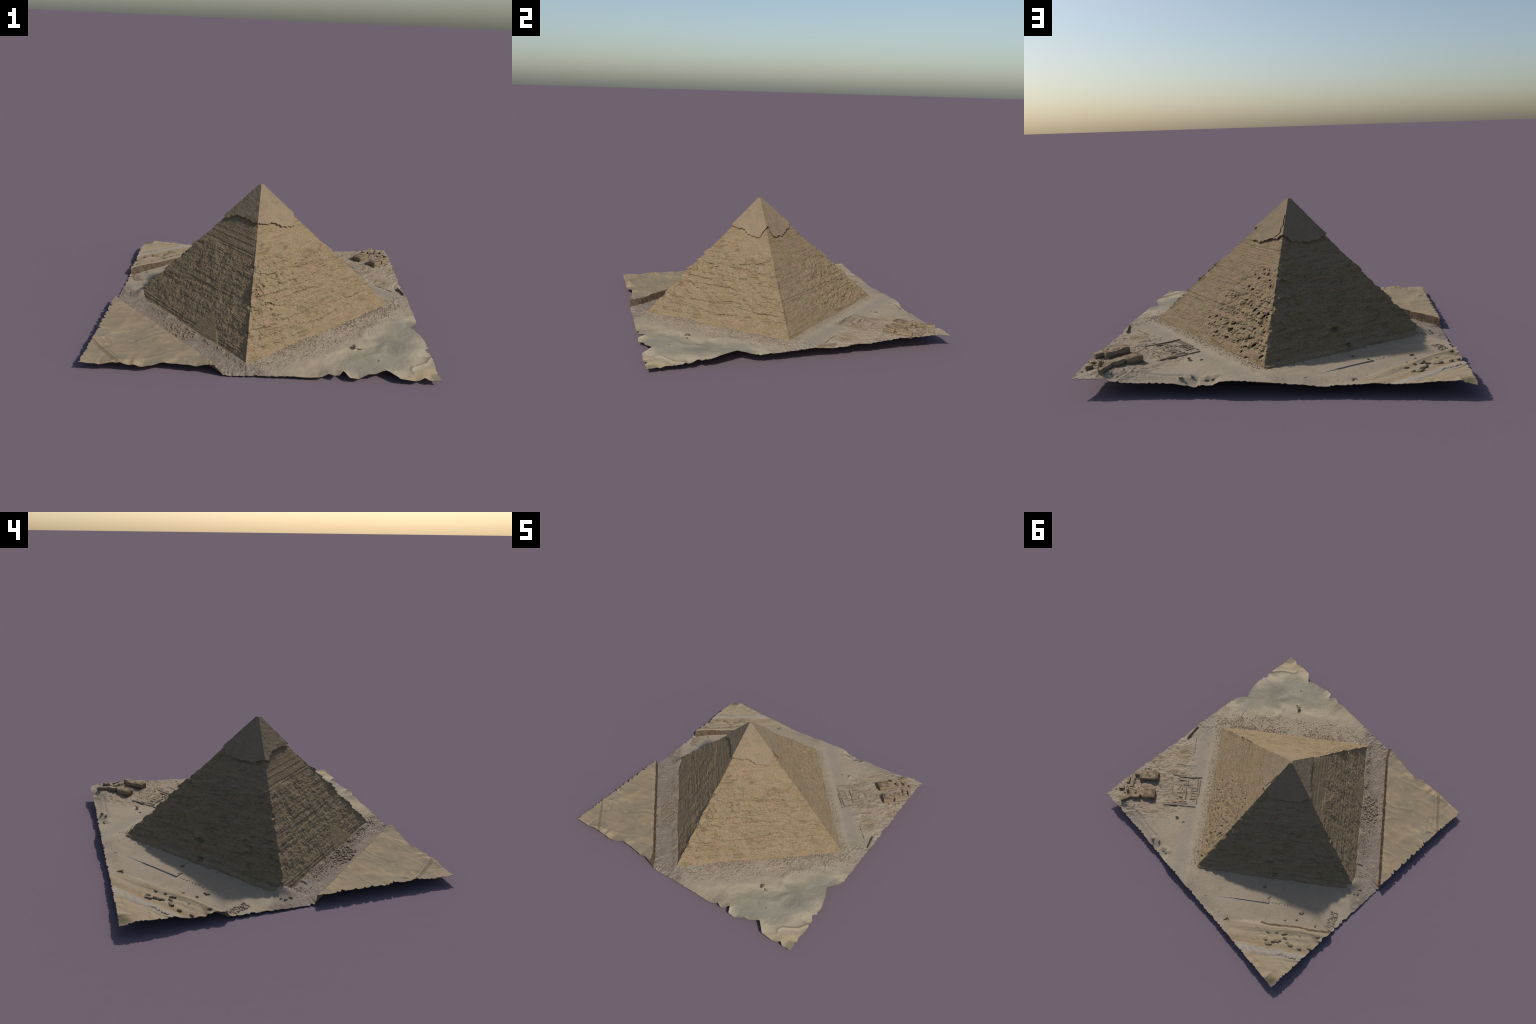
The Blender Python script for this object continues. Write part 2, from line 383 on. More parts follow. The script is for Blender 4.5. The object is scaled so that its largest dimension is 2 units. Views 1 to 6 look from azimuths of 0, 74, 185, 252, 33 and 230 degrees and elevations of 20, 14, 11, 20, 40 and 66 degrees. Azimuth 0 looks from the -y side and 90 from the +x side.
def pyramid():
    NS, NT = 268, 430
    t0, t1 = -0.030, 1.0
    T = np.linspace(t0, t1, NT)
    s1 = np.arange(NS) / NS
    nmid = 0.25 * sum(BASE)
    L = 1.2
    rows_D, rows_V = [], []
    for f in range(4):
        C0, C1 = BASE[f], BASE[(f + 1) % 4]
        tang = (C1 - C0); tang[2] = 0; tang /= np.linalg.norm(tang)
        out = np.array([tang[1], -tang[0], 0.0])
        S, TT = np.meshgrid(s1, T, indexing="xy")
        P = (1 - TT)[..., None] * ((1 - S)[..., None] * C0 + S[..., None] * C1) + TT[..., None] * APEX
        x, y, z = P[..., 0], P[..., 1], P[..., 2]
        edge = np.minimum(S, 1 - S) * (1 - TT) * L           # metres to the nearest arris
        fade = sstep(0.0, 0.03, edge)
        lat = (S - 0.5) * (1 - TT) * L                       # lateral metres
        # casing and its broken rim
        rim = np.interp(S, *zip(*CASING_RIM[f])) + 0.008 * fbm(x * 55, y * 55, z * 8 * 0, 4, 5, .45) * sstep(0, .03, edge)
        cas = sstep(-0.0030, 0.0030, TT - rim)
        D = np.zeros_like(TT)
        # stone courses: small steps, finer above, bolder at the foot
        k = 108.0
        tw = TT + 0.0012 * fbm(x * 12, y * 12, z * 12, 2, 31)
        ph = tw * k - np.floor(tw * k)
        course = (0.5 - ph)
        course = np.where(ph > 0.8, (ph - 0.8) / 0.2 - 0.3, 0.5 - ph)
        per = vnoise(np.floor(tw * k), np.full_like(TT, f * 7.0), np.zeros_like(TT), 3)
        upper = sstep(.53, .57, TT + 0.02 * vnoise(x * 9, y * 9, z * 0, 8))
        foot = sstep(.075, .03, TT)
        camp = (0.5 if f == 3 else 0.85) * (0.0013 + (0.0006 if f == 3 else 0.0017) * upper + 0.0020 * foot) * (0.35 + 0.9 * sstep(-.5, .5, fbm(x * 7, y * 7, z * 14, 3, 33)))
        D += camp * course + 0.0010 * per * (0.4 + upper + foot)
        # rough middle: heaped, broken blocks
        rough = (1 - upper) * (1 - 0.6 * foot)
        u = lat; v = TT * 1.0
        if f == 3:      # long gullies running down the slope
            g = fbm(u * 15, v * 8, np.full_like(u, 3.3), 4, 40, .5)
            D += (0.0030 * g * fade - 0.0018 * sstep(.2, .9, fbm(u * 22, v * 13, np.full_like(u, 8.1), 3, 44)) * fade) * (rough + .12 * upper)
            D += rough * 0.0014 * fbm(u * 26, v * 30, np.full_like(u, 4.4), 4, 47, .6) * fade
            g2 = fbm(u * 26 - v * 10, v * 9, np.full_like(u, 1.7), 3, 49)
            D += 0.003 * g2 * fade * sstep(.3, .1, TT)
        else:
            if f == 1: rough = rough * (.4 + .6 * sstep(.25, .6, S)) * (.5 + .5 * sstep(.5, .28, TT))
            D += rough * (0.0050 if f == 1 else 0.0066) * fbm(u * 16, v * 26, np.full_like(u, f * 5.0), 5, 50 + f, .6) * (0.35 + 0.65 * fade)
            if f == 2: D += rough * 0.004 * np.abs(fbm(u * 9, v * 24, np.full_like(u, 6.6), 4, 58, .6)) * fade
        bands = fbm(u * 3, v * 40, np.full_like(u, f * 3.0), 3, 60 + f)
        D += rough * (0.0020 if f == 3 else 0.0050) * bands * (0.4 + 0.6 * fade)
        blocks = vnoise(np.floor(lat * 90 + 0.5 * np.floor(TT * 108)), np.floor(TT * 108), np.full_like(TT, f * 11.0), 71)
        D += blocks * ((0.0007 if f == 3 else 0.0016) * rough + 0.0005) * (0.3 + 0.7 * fade)
        D += (0.0012 if f == 3 else 0.0026) * fbm(x * 60, y * 60, z * 60, 3, 77) * rough
        # the broken middle stands slightly proud below a shallow ledge
        wid = .015 + (.10 * sstep(.25, .5, S) if f == 3 else .02 * sstep(.0, .5, vnoise(u * 5, u * 0, u * 0 + f, 82)))
        lo = np.clip((.56 + 0.012 * fbm(u * 7, u * 0, np.full_like(u, f * 2.0), 3, 81) - TT) / wid, 0, 1)
        D += 0.0055 * lo - 0.004 * lo * sstep(.5, .1, TT) * fade
        # just below the rim the core is cut back a little
        D -= 0.0035 * np.maximum(0, 1 + fbm(x * 20, y * 20, z * 20, 3, 107)) * sstep(rim - .045, rim - .005, TT) * (.5 + .5 * fade)
        # arrises: chipped
        ar = sstep(.02, .0, edge)
        corner = f + (S > .5)
        D += ar * (rough + .25 * upper) * 0.0085 * (fbm(np.zeros_like(z), z * 34, (corner % 4) * 3.1, 4, 90, .7) - 0.15)
        if f == 0:
            D += 0.0190 * sstep(.72, .45, TT) * (0.35 + 0.65 * sstep(0, .14, edge)) * sstep(-.02, .05, TT + .05)
            for line, w in ((SE_CRACK, .0032), (SE_CRACK2, .0026)):
                d, par = poly_dist(S * (1 - TT) * L, TT, [(a * (1 - b) * L, b) for a, b in line])
                d = d + 0.003 * fbm(x * 60, y * 60, z * 60, 2, 15)
                dash = sstep(-.05, .25, vnoise(par * 26, par * 0, par * 0, 21))
                D -= 0.014 * sstep(w, w * .4, d) * dash
            D += 0.012 * np.exp(-((S * (1 - TT) * L - .012) ** 2 + (TT - .385) ** 2) / .00030)
        if f == 1:
            wx = S * (1 - TT) * L + 0.006 * fbm(x * 45, y * 45, z * 45, 2, 24)
            wy = TT + 0.006 * fbm(x * 45, y * 45, z * 45, 2, 26)
            for i, (a, b, r) in enumerate(HOLLOWS):
                r = r * 0.0048; ang = -0.9 + 0.7 * math.sin(i * 2.4); st = 1.0 + 0.7 * abs(math.sin(i * 1.7))
                dx = wx - a * (1 - b) * L; dy = wy - b
                ca, sa = math.cos(ang), math.sin(ang)
                q = np.hypot((dx * ca + dy * sa) / st, -dx * sa + dy * ca)
                D -= 0.026 * sstep(r, r * .55, q)
            # a spalled, lumpy zone round the hollows
            zone = sstep(.32, .5, S) * sstep(.48, .26, TT) * sstep(.0, .04, TT)
            D += zone * 0.0036 * fbm(u * 34 + v * 20, v * 30, np.full_like(u, 2.2), 4, 66, .6) * fade
            d, par = poly_dist(S * (1 - TT) * L, TT, [(a * (1 - b) * L, b) for a, b in NE_CRACK])
            D -= 0.006 * sstep(.0026, .0008, d)
        if f == 2:     # entrance notch and its worn stair
            q = np.hypot((lat + .06) / 1.6, TT - .125)
            D -= 0.030 * sstep(.022, .010, q)
            q = np.hypot((lat + .005) / 1.3, TT - .018); D -= 0.028 * sstep(.018, .010, q)
            d = np.abs(lat + 0.055 + 0.4 * (TT - .1) * 0)
            D -= 0.006 * sstep(.010, .004, d) * sstep(.13, .11, TT)
            D += (0.012 * sstep(.020, .014, TT) - 0.006 * sstep(.016, .024, TT) * sstep(.045, .03, TT)) * fade
        if f == 3:     # smooth patched triangle at the foot
            tri = inside_poly(S, TT, SW_PATCH)
            D = np.where(tri, 0.003 + 0.25 * D + 0.012 * (0.16 - TT), D)
        # casing replaces the core where it survives
        Dc = 0.0108 + 0.0011 * fbm(x * 45, y * 45, z * 60, 3, 99, .5) + 0.0002 * np.sign(np.sin(TT * 108 * 2 * np.pi))
        thin = sstep(.035, 0, TT - rim) * sstep(-.35, .45, fbm(x * 16, y * 16, z * 16, 3, 103))
        Dc = Dc * (1 - .30 * thin) + 0.0038 * sstep(.07, 0, TT - rim)
        if f == 1:
            d, par = poly_dist(S * (1 - TT) * L, TT, [(a * (1 - b) * L, b) for a, b in NE_CRACK])
            Dc = Dc - 0.010 * sstep(.003, .001, d)
        D = D * (1 - cas) + Dc * cas
        off = D[..., None] * out + (D * (2 * S - 1))[..., None] * tang
        rows_V.append(P + off); rows_D.append(cas)
    V = np.concatenate(rows_V, axis=1)                       # NT x 4NS
    CAS = np.concatenate(rows_D, axis=1)
    W = 4 * NS
    idx = np.arange(NT * W).reshape(NT, W)
    a = idx[:-1]; b = np.roll(idx[:-1], -1, 1); c = np.roll(idx[1:], -1, 1); d = idx[1:]
    F = np.stack([a, b, c, d], -1).reshape(-1, 4)
    V = V.reshape(-1, 3)
    V[:, 2] = np.maximum(V[:, 2], 0.002)
    # rounded tip closing the last ring
    top = idx[-1]
    cen = V[top].mean(0)
    tip_rows = [top]
    allV = [V]; n0 = len(V)
    for q, lift in ((.7, .0012), (.3, .0020), (.02, .0022)):
        ring = cen + (V[top] - cen) * q + np.array([0, 0, lift])
        allV.append(ring); tip_rows.append(np.arange(n0, n0 + W)); n0 += W
    V = np.concatenate(allV)
    FF = [F]
    for r0, r1 in zip(tip_rows[:-1], tip_rows[1:]):
        FF.append(np.stack([r0, np.roll(r0, -1), np.roll(r1, -1), r1], -1))
    F = np.concatenate(FF)
    CASv = np.concatenate([CAS.ravel(), np.ones(len(V) - CAS.size)])
    N = vertex_normals(V, F)
    is_c = CASv[F].mean(1) > 0.5
    split_piece("masonry_core", V, F, N, ~is_c, root, M_CORE)
    split_piece("casing_cap", V, F, N, is_c, root, M_CASE)

pyramid()

# ------------------------------------------------------------------ terrain
# heights along the four torn borders: (coordinate, z)
EDGE_S = [(-1, .054), (-.955, .044), (-.909, .046), (-.886, .04), (-.815, .057), (-.768, .054), (-.722, .042), (-.699, .048), (-.666, .037),
          (-.591, .039), (-.55, .043), (-.475, .044), (-.358, .044), (-.317, .056), (-.259, .068), (-.233, .05), (-.204, .012), (-.166, .006),
          (-.11, .009), (0, .015), (.084, .015), (.177, .021), (.252, .016), (.317, .022), (.376, .036), (.41, .036), (.455, .052), (.493, .03),
          (.54, .027), (.598, .041), (.635, .044), (.70, .058), (.772, .037), (.852, .026), (.901, .038), (.944, .031), (1, .038)]
EDGE_E = [(-1, .036), (-.911, .03), (-.876, .041), (-.803, .045), (-.718, .052), (-.674, .060), (-.609, .063), (-.526, .080), (-.435, .088),
          (-.36, .075), (-.305, .063), (-.26, .068), (-.168, .071), (-.05, .078), (.041, .084), (.166, .073), (.23, .072), (.288, .079), (.367, .085),
          (.427, .083), (.532, .095), (.655, .102), (.743, .1), (.874, .106), (1, .091)]
EDGE_N = [(-1, .059), (-.933, .074), (-.92, .086), (-.876, .082), (-.761, .076), (-.673, .067), (-.602, .065), (-.499, .07), (-.423, .063),
          (-.323, .058), (-.274, .052), (-.224, .053), (-.156, .062), (-.064, .065), (0, .073), (.122, .079), (.194, .083), (.255, .079),
          (.29, .060), (.313, .057), (.359, .057), (.37, .048), (.396, .049), (.478, .066), (.593, .067), (.713, .07), (.81, .076), (.875, .088), (1, .095)]
EDGE_W = [(-1, .049), (-.902, .054), (-.856, .049), (-.757, .064), (-.655, .056), (-.587, .067), (-.544, .054), (-.499, .061), (-.374, .059),
          (-.277, .064), (-.193, .059), (-.108, .062), (-.088, .008), (-.065, .003), (.053, .007), (.179, .01), (.282, .013), (.365, .014),
          (.39, .020), (.415, .052), (.446, .055), (.517, .055), (.541, .04), (.573, .049), (.615, .041), (.706, .07), (.76, .067), (.836, .073), (.898, .077),
          (.946, .073), (1, .062)]
# how far the tear eats into each border: (coordinate, depth)
BITE_S = [(-1, 0), (-.72, .006), (-.65, .004), (-.60, .016), (-.55, .043), (-.47, .038), (-.355, .022), (-.29, .020), (-.26, .006), (-.2, .004), (.34, .006), (.375, .026), (.40, .012), (.432, .003), (.44, .012), (.46, .053),
          (.485, .004), (.535, .001), (.60, .033), (.64, .037), (.70, .072), (.765, .006), (.866, .002), (.905, .022), (.93, .004), (1, .008)]
BITE_E = [(-1, .002), (-.87, .01), (-.815, .002), (-.71, .008), (-.685, .03), (-.66, .006), (-.58, .016), (-.515, .035), (-.425, .072), (-.36, .02),
          (-.30, .004), (-.05, .003), (.2, .004), (.62, .004), (1, 0)]
BITE_N = [(-1, .004), (-.6, .006), (.2, .004), (.27, .002), (.4, .006), (.6, .01), (1, 0)]
BITE_W = [(-1, 0), (-.85, .004), (-.6, .012), (-.58, .001), (-.4, .006), (-.1, .004), (.4, .003), (1, .004)]

DUNE_EDGE = [(.96, -.30), (.855, -.318), (.736, -.378), (.638, -.448), (.625, -.52), (.651, -.582), (.715, -.60), (.735, -.625), (.695, -.727),
             (.607, -.772), (.51, -.817), (.429, -.832), (.268, -.816)]
TIP_RIDGE = [(1.0, -.74), (.945, -.826), (.90, -.86), (.855, -.89), (.845, -.915), (.856, -.937)]
TRACK = [(.876, .956), (.788, .972), (.749, .926), (.662, .916), (.54, .926), (.451, .919)]

def cliff_coord(x, y):
    return (x - CLIFF_A.x) * CLIFF_N.x + (y - CLIFF_A.y) * CLIFF_N.y

def terrace_coord(x, y):
    # beyond the line (-1,.398) -> (-.716,.643); positive to the north-west
    n = Vector((-0.6533, 0.7571))
    return (x + 0.995) * n.x + (y - 0.398) * n.y

def ground_height(x, y):
    plane = 0.0507 + 0.0413 * x + 0.0353 * y
    zz = np.zeros_like(x)
    h = plane.copy()
    h += 0.0035 * fbm(x * 4, y * 4, zz, 3, 201)
    # north-west terrace
    tc = terrace_coord(x, y) + 0.008 + 0.006 * fbm(x * 14, y * 14, zz, 3, 203)
    al = x * E1.x + y * E1.y
    ter = 0.057 + 0.015 * sstep(.10, .32, tc) - 0.012 * np.exp(-((x + .28) ** 2 + (y - .98) ** 2) / .03)
    ter += 0.0036 * fbm(al * 2.2, tc * 24, zz, 4, 207)
    h -= 0.007 * sstep(-.36, -.25, tc) * sstep(.25, .05, tc) * sstep(.6, .2, al) + 0.008 * np.exp(-((tc + .02) / .09) ** 2) * sstep(.30, .0, al)
    dE0 = 0.757 * x + 0.654 * y - 0.66
    h -= 0.014 * sstep(-.07, .05, dE0) * sstep(.50, .30, dE0) * sstep(-.35, -.1, x * E2.x + y * E2.y + .25)
    h -= 0.013 * np.exp(-((x - .77) ** 2 + (y - .79) ** 2) / .035)
    k = sstep(0.0, 0.024, tc) * sstep(.42, .05, al)
    h = h * (1 - k) + ter * k
    # quarry cliff and the sand-covered plateau above it
    cc = cliff_coord(x, y) - 0.002 + 0.0022 * fbm(x * 40, y * 40, zz, 3, 211)
    steep = 0.012 + 0.032 * sstep(-.90, -1.0, y)
    k = np.clip(cc / steep, 0, 1); k = k * k * (3 - 2 * k)
    dune = 0.0565 - 0.008 * sstep(.10, .28, cc) + 0.0040 * fbm(x * 5 + y * 2, y * 7, zz, 3, 213)
    dune += 0.0035 * (1 - np.abs(fbm(x * 5, y * 12 - x * 4, zz, 2, 215))) ** 3 - 0.0008
    rd, _ = poly_dist(x, y, [(-.77, -.99), (-.875, -.869), (-.991, -.731)])
    dune += 0.0045 * np.exp(-(rd / .010) ** 2) - 0.003 * np.exp(-((rd - .018) / .007) ** 2)
    pd, _ = poly_dist(x, y, [(-.868, -.746), (-.923, -.693), (-.953, -.702), (-.90, -.764)])
    dune += 0.004 * np.exp(-(pd / .007) ** 2)
    for bx, by, br, bh in ((-.609, -.702, .03, .006), (-.556, -.722, .02, .004), (-.657, -.828, .03, .005), (-.70, -.962, .02, .006),
                           (-.756, -.494, .04, .004), (-.866, -.529, .04, .005), (-.345, -.878, .03, -.006), (-.42, -.82, .03, .003)):
        dune += bh * np.exp(-((x - bx) ** 2 + (y - by) ** 2) / br ** 2)
    h = h * (1 - k) + np.maximum(dune, h) * k
    lip = np.exp(-((cc - steep * 1.3) / .008) ** 2)
    h += 0.002 * lip * fbm(x * 60, y * 60, zz, 2, 217)
    # debris at the cliff foot
    h += 0.006 * np.exp(-((cc + .012) / .012) ** 2) * np.maximum(0, fbm(x * 26, y * 26, zz, 3, 219))
    # southern dune and its crest
    de, par = poly_dist(x, y, DUNE_EDGE)
    south = sstep(-.03, .03, 0.66 * x - 0.751 * y - 0.85 + 0.04 * fbm(x * 6, y * 6, zz, 2, 221))
    h += 0.0058 * np.exp(-(de / .028) ** 2) * (0.75 + 0.5 * fbm(x * 9, y * 9, zz, 2, 223))
    h += south * (-0.005 + 0.003 * fbm(x * 9, y * 9, zz, 3, 225))
    h -= 0.013 * np.exp(-((x - .67) ** 2 + (y + .54) ** 2) / .024)
    tr, _ = poly_dist(x, y, TIP_RIDGE)
    h += 0.006 * np.exp(-(tr / .010) ** 2)
    # gravel roughness of apron and pavement
    dG = 0.66 * x - 0.751 * y - 0.57
    grav = sstep(-.03, .02, dG) * sstep(.24, .10, dG + .06 * fbm(x * 9, y * 9, zz, 2, 227))
    pav = sstep(-.16, -.10, cc) * sstep(.004, -.004, cc)
    dE = 0.757 * x + 0.654 * y - 0.66
    tem = sstep(.06, .12, dE) * sstep(.9, .75, np.hypot(x - .9, y - .6) * 2)
    r = fbm(x * 75, y * 75, zz, 3, 229, .6)
    h += (0.0022 * grav + 0.0013 * pav + 0.0016 * tem + 0.0006) * np.maximum(r, -.3)
    h += 0.0030 * tem * fbm(al * 14, (x * E2.x + y * E2.y) * 30, zz, 4, 231, .6)
    # worn track in the north-east corner
    td, _ = poly_dist(x, y, TRACK)
    h += -0.0028 * np.exp(-(td / .006) ** 2) + 0.001 * np.exp(-((td - .02) / .012) ** 2)
    # sand banked against the west corner and the foot of the south-west face
    h += 0.038 * np.exp(-np.hypot(x + .832, y - .037) ** 2 / .0020)
    h += 0.010 * np.exp(-((cc + .150) / .022) ** 2) * sstep(.0, .5, fbm(x * 11, y * 11, zz, 3, 233) + .4)
    # small knolls
    for bx, by, br, bh in ((.551, -.682, .013, .016), (.585, -.69, .014, .006), (.29, .925, .02, .010), (.33, .93, .02, .008),
                           (.467, .703, .010, .013), (.456, .952, .012, .012), (.404, .931, .010, .009), (.965, .14, .03, .006),
                           (.86, .31, .05, -.006), (-.948, .965, .03, .008)):
        h += bh * np.exp(-((x - bx) ** 2 + (y - by) ** 2) / br ** 2)
    # the torn borders: bend the ground to the measured border heights
    num = np.zeros_like(x); den = np.zeros_like(x)
    return h, plane

_DELTA = {}
def border_fix(x, y, h):
    """pull the ground towards the border profiles"""
    num = np.zeros_like(x); den = np.zeros_like(x); wmax = np.zeros_like(x)
    for prof, along, d, bx, by, L in (
            (EDGE_S, x, y + 1, None, -1.0, .075), (EDGE_N, x, 1 - y, None, 1.0, .07),
            (EDGE_E, y, 1 - x, 1.0, None, .12), (EDGE_W, y, x + 1, -1.0, None, .06)):
        px, pz = zip(*prof)
        s = np.linspace(-1, 1, 600)
        if (bx, by) not in _DELTA:
            ex = np.full_like(s, bx) if bx is not None else s
            ey = np.full_like(s, by) if by is not None else s
            _DELTA[(bx, by)] = np.interp(s, px, pz) - ground_height(ex, ey)[0]
        delta = _DELTA[(bx, by)]
        c = np.interp(along, s, delta)
        w = np.exp(-(np.clip(d, 0, 9) / L) ** 2)
        num += w * w * c; den += w; wmax = np.maximum(wmax, w)
    return h + np.where(den > 1e-6, num / np.maximum(den, 1e-6), 0)

def jag(n_seed, amp_fn):
    """a sawtooth tear line"""
    r = np.random.default_rng(n_seed)
    pts = [-1.0]; vals = [0.0]
    while pts[-1] < 1.0:
        pts.append(pts[-1] + r.uniform(.005, .017)); vals.append(r.uniform(0, 1) ** 2.6)
    return lambda s: np.interp(s, pts, vals) * amp_fn(s)

def height_at(x, y):
    X = np.array([float(x)]); Y = np.array([float(y)])
    h, _ = ground_height(X, Y)
    return float(border_fix(X, Y, h)[0])

DUNE_REGION = DUNE_EDGE + [(.15, -.86), (.15, -1.2), (1.2, -1.2), (1.2, -.3)]

def terrain():
    n = 640
    g = np.linspace(-1, 1, n)
    X, Y = np.meshgrid(g, g, indexing="xy")
    smooth_s = lambda s: 0.0075 * (0.25 + 0.75 * (1 - sstep(.33, .38, s) * sstep(.88, .82, s)))  # sand tears in long lines
    jS = jag(301, lambda s: 0.006 * np.where((s > .30) & (s < .86), .12, 1) * np.where(s < -.25, .5, 1))
    jE = jag(302, lambda s: 0.011 * np.where((s > -.62) & (s < -.32), .1, 1))
    jN = jag(303, lambda s: 0.013 + 0 * s)
    jW = jag(304, lambda s: np.where((s > -.6) & (s < -.1), .022, .014))
    bite = lambda prof, s: np.interp(s, *zip(*prof))
    iS = bite(BITE_S, X) + jS(X); iN = bite(BITE_N, X) + jN(X)
    iE = bite(BITE_E, Y) + jE(Y); iW = bite(BITE_W, Y) + jW(Y)
    R = .16
    fall = lambda d: np.clip(1 - d / R, 0, 1)
    PX = X + iW * fall(X + 1) - iE * fall(1 - X)
    PY = Y + iS * fall(Y + 1) - iN * fall(1 - Y)
    H, plane = ground_height(PX, PY)
    H = border_fix(PX, PY, H)
    H = np.maximum(H, 0.0032)
    V = np.stack([PX, PY, H], -1).reshape(-1, 3)
    idx = np.arange(n * n).reshape(n, n)
    F = np.stack([idx[:-1, :-1], idx[:-1, 1:], idx[1:, 1:], idx[1:, :-1]], -1).reshape(-1, 4)
    C = V[F].mean(1)
    # leave out what the pyramid hides
    inner = [tuple((0.90 * b + 0.10 * APEX)[:2]) for b in BASE]
    keep = ~inside_poly(C[:, 0], C[:, 1], inner)
    F = F[keep]; C = C[keep]
    N = vertex_normals(V, F)
    cc = cliff_coord(C[:, 0], C[:, 1]); tc = terrace_coord(C[:, 0], C[:, 1])
    al = C[:, 0] * E1.x + C[:, 1] * E1.y
    nz = N[F].mean(1)[:, 2]
    is_cl = (cc > -.004) & (cc < .05) & (nz < .78)
    is_sand = (cc > .004) & ~is_cl
    is_ter = (tc > .022) & (al < .32) & ~is_sand & ~is_cl
    is_tcl = (tc > -.012) & (tc <= .03) & (al < .05) & (nz < .86) & ~is_sand
    is_ter &= ~is_tcl
    is_dune = inside_poly(C[:, 0], C[:, 1], DUNE_REGION) & ~is_sand & ~is_cl
    rest = ~(is_cl | is_sand | is_ter | is_tcl | is_dune)
    terr = bpy.data.objects.new("desert_ground", None)
    bpy.context.scene.collection.objects.link(terr); terr.parent = root
    for name, mk, mat in (("quarry_cliff", is_cl, M_CLIFF), ("sand_plateau", is_sand, M_SAND), ("stone_terrace", is_ter, M_TERR),
                          ("terrace_bank", is_tcl, M_CLIFF), ("sand_dune", is_dune, M_PLAIN), ("pavement", rest, M_PLAIN)):
        if mk.any(): split_piece(name, V, F, N, mk, terr, mat)
    # underside: a thin crust following the ground, closed along the torn border
    dB = np.minimum(np.minimum(X + 1, 1 - X), np.minimum(Y + 1, 1 - Y))
    thick = 0.0025 + 0.006 * sstep(0, .1, dB)
    Bz = np.maximum(H - thick, 0.0)
    Bz = np.minimum(Bz, H - 0.0012)
    st = 1
    VB = np.stack([PX, PY, Bz], -1).reshape(-1, 3)
    FB = F[:, ::-1]
    ring = np.concatenate([idx[0, :-1], idx[:-1, -1], idx[-1, ::-1][:-1], idx[::-1, 0][:-1]])
    nr = np.roll(ring, -1)
    VV = np.concatenate([VB, V[ring]])
    top = np.arange(len(ring)) + len(VB)
    FS = np.stack([ring, nr, np.roll(top, -1), top], -1)
    FF = np.concatenate([FB, FS])
    used, inv = np.unique(FF.ravel(), return_inverse=True)
    me = mesh_from("underside", VV[used], inv.reshape(FF.shape))
    add_obj("underside", me, terr, M_UNDER)
    return terr

terr = terrain()

# --------------------------------------------------------- loose stones, ruins
def stone_mesh(name, seed, sub=2, rough=.25, flat=.75, boxy=0.0):
    r = np.random.default_rng(seed)
    bm = bmesh.new()
    bmesh.ops.create_icosphere(bm, subdivisions=sub, radius=1.0)
    co = np.array([v.co[:] for v in bm.verts])
    if boxy:
        q = co / np.max(np.abs(co), axis=1, keepdims=True)
        co = co * (1 - boxy) + q * boxy
    o = r.uniform(-50, 50, 3)
    d = 1 + rough * fbm(co[:, 0] * 1.6 + o[0], co[:, 1] * 1.6 + o[1], co[:, 2] * 1.6 + o[2], 3, seed)
    co = co * d[:, None]; co[:, 2] *= flat
    for v, c in zip(bm.verts, co): v.co = c
    me = bpy.data.meshes.new(name); bm.to_mesh(me); bm.free()
    me.polygons.foreach_set("use_smooth", np.ones(len(me.polygons), bool))
    return me

def rounded_block(name, size, seed, bev=.25, rough=.10, cut=10):
    """a weathered block: bevelled box, subdivided and dented"""
    sx, sy, sz = size
    bm = bmesh.new()
    bmesh.ops.create_cube(bm, size=1.0)
    for v in bm.verts: v.co = Vector((v.co.x * sx, v.co.y * sy, v.co.z * sz))
    bmesh.ops.bevel(bm, geom=bm.edges[:], offset=min(size) * bev, segments=3, affect="EDGES", profile=.6)
    bmesh.ops.subdivide_edges(bm, edges=[e for e in bm.edges if e.calc_length() > min(size) * .4], cuts=cut, use_grid_fill=True)
    bmesh.ops.triangulate(bm, faces=bm.faces[:])
    co = np.array([v.co[:] for v in bm.verts]); nn = []
    bm.normal_update()
    nn = np.array([v.normal[:] for v in bm.verts])
    k = 1.0 / min(size)
    d = rough * min(size) * (fbm(co[:, 0] * k * .8 + seed, co[:, 1] * k * .8, co[:, 2] * k * .8, 3, seed)
                             + .5 * fbm(co[:, 0] * k * .3, co[:, 1] * k * .3 + seed, co[:, 2] * k * 4, 2, seed + 5))
    for v, c in zip(bm.verts, co + nn * d[:, None]): v.co = c
    me = bpy.data.meshes.new(name); bm.to_mesh(me); bm.free()
    me.polygons.foreach_set("use_smooth", np.ones(len(me.polygons), bool))
    return me

ruins = bpy.data.objects.new("temple_ruins", None)
bpy.context.scene.collection.objects.link(ruins); ruins.parent = root

def place_block(name, cx, cy, ang, size, seed, sink=.3, rough=.10, mat=M_MEGA, bev=.25, parent=ruins, cut=8):
    me = rounded_block(name, size, seed, bev, rough, cut)
    ob = add_obj(name, me, parent, mat)
    ob.location = (cx, cy, height_at(cx, cy) + size[2] * (.5 - sink))
    ob.rotation_euler = (0.03, 0.02, ang)
    return ob

AN = math.atan2(E2.y, E2.x)      # direction of the long ruin axes
BN = math.atan2(E1.y, E1.x)
for i, (cx, cy, ang, size) in enumerate([
        (.880, .668, BN + .05, (.125, .050, .050)), (.858, .625, BN, (.075, .064, .048)), (.925, .678, BN + .2, (.060, .040, .046)),
        (.955, .706, BN, (.060, .034, .040)),
        (.765, .752, BN + .1, (.095, .074, .048)), (.800, .790, BN - .2, (.050, .050, .046)),
        (.855, .905, BN + .5, (.100, .024, .034)), (.812, .842, BN + .1, (.062, .030, .044)), (.845, .850, BN + .9, (.060, .024, .034)),
        (.895, .862, .4, (.015, .014, .050)), (.950, .880, BN, (.040, .022, .024)), (.968, .800, AN, (.050, .022, .024)),
        (.925, .800, AN, (.05, .03, .02))]):
    place_block("megalith", cx, cy, ang, size, 40 + i, sink=.32, rough=.10, bev=.14)

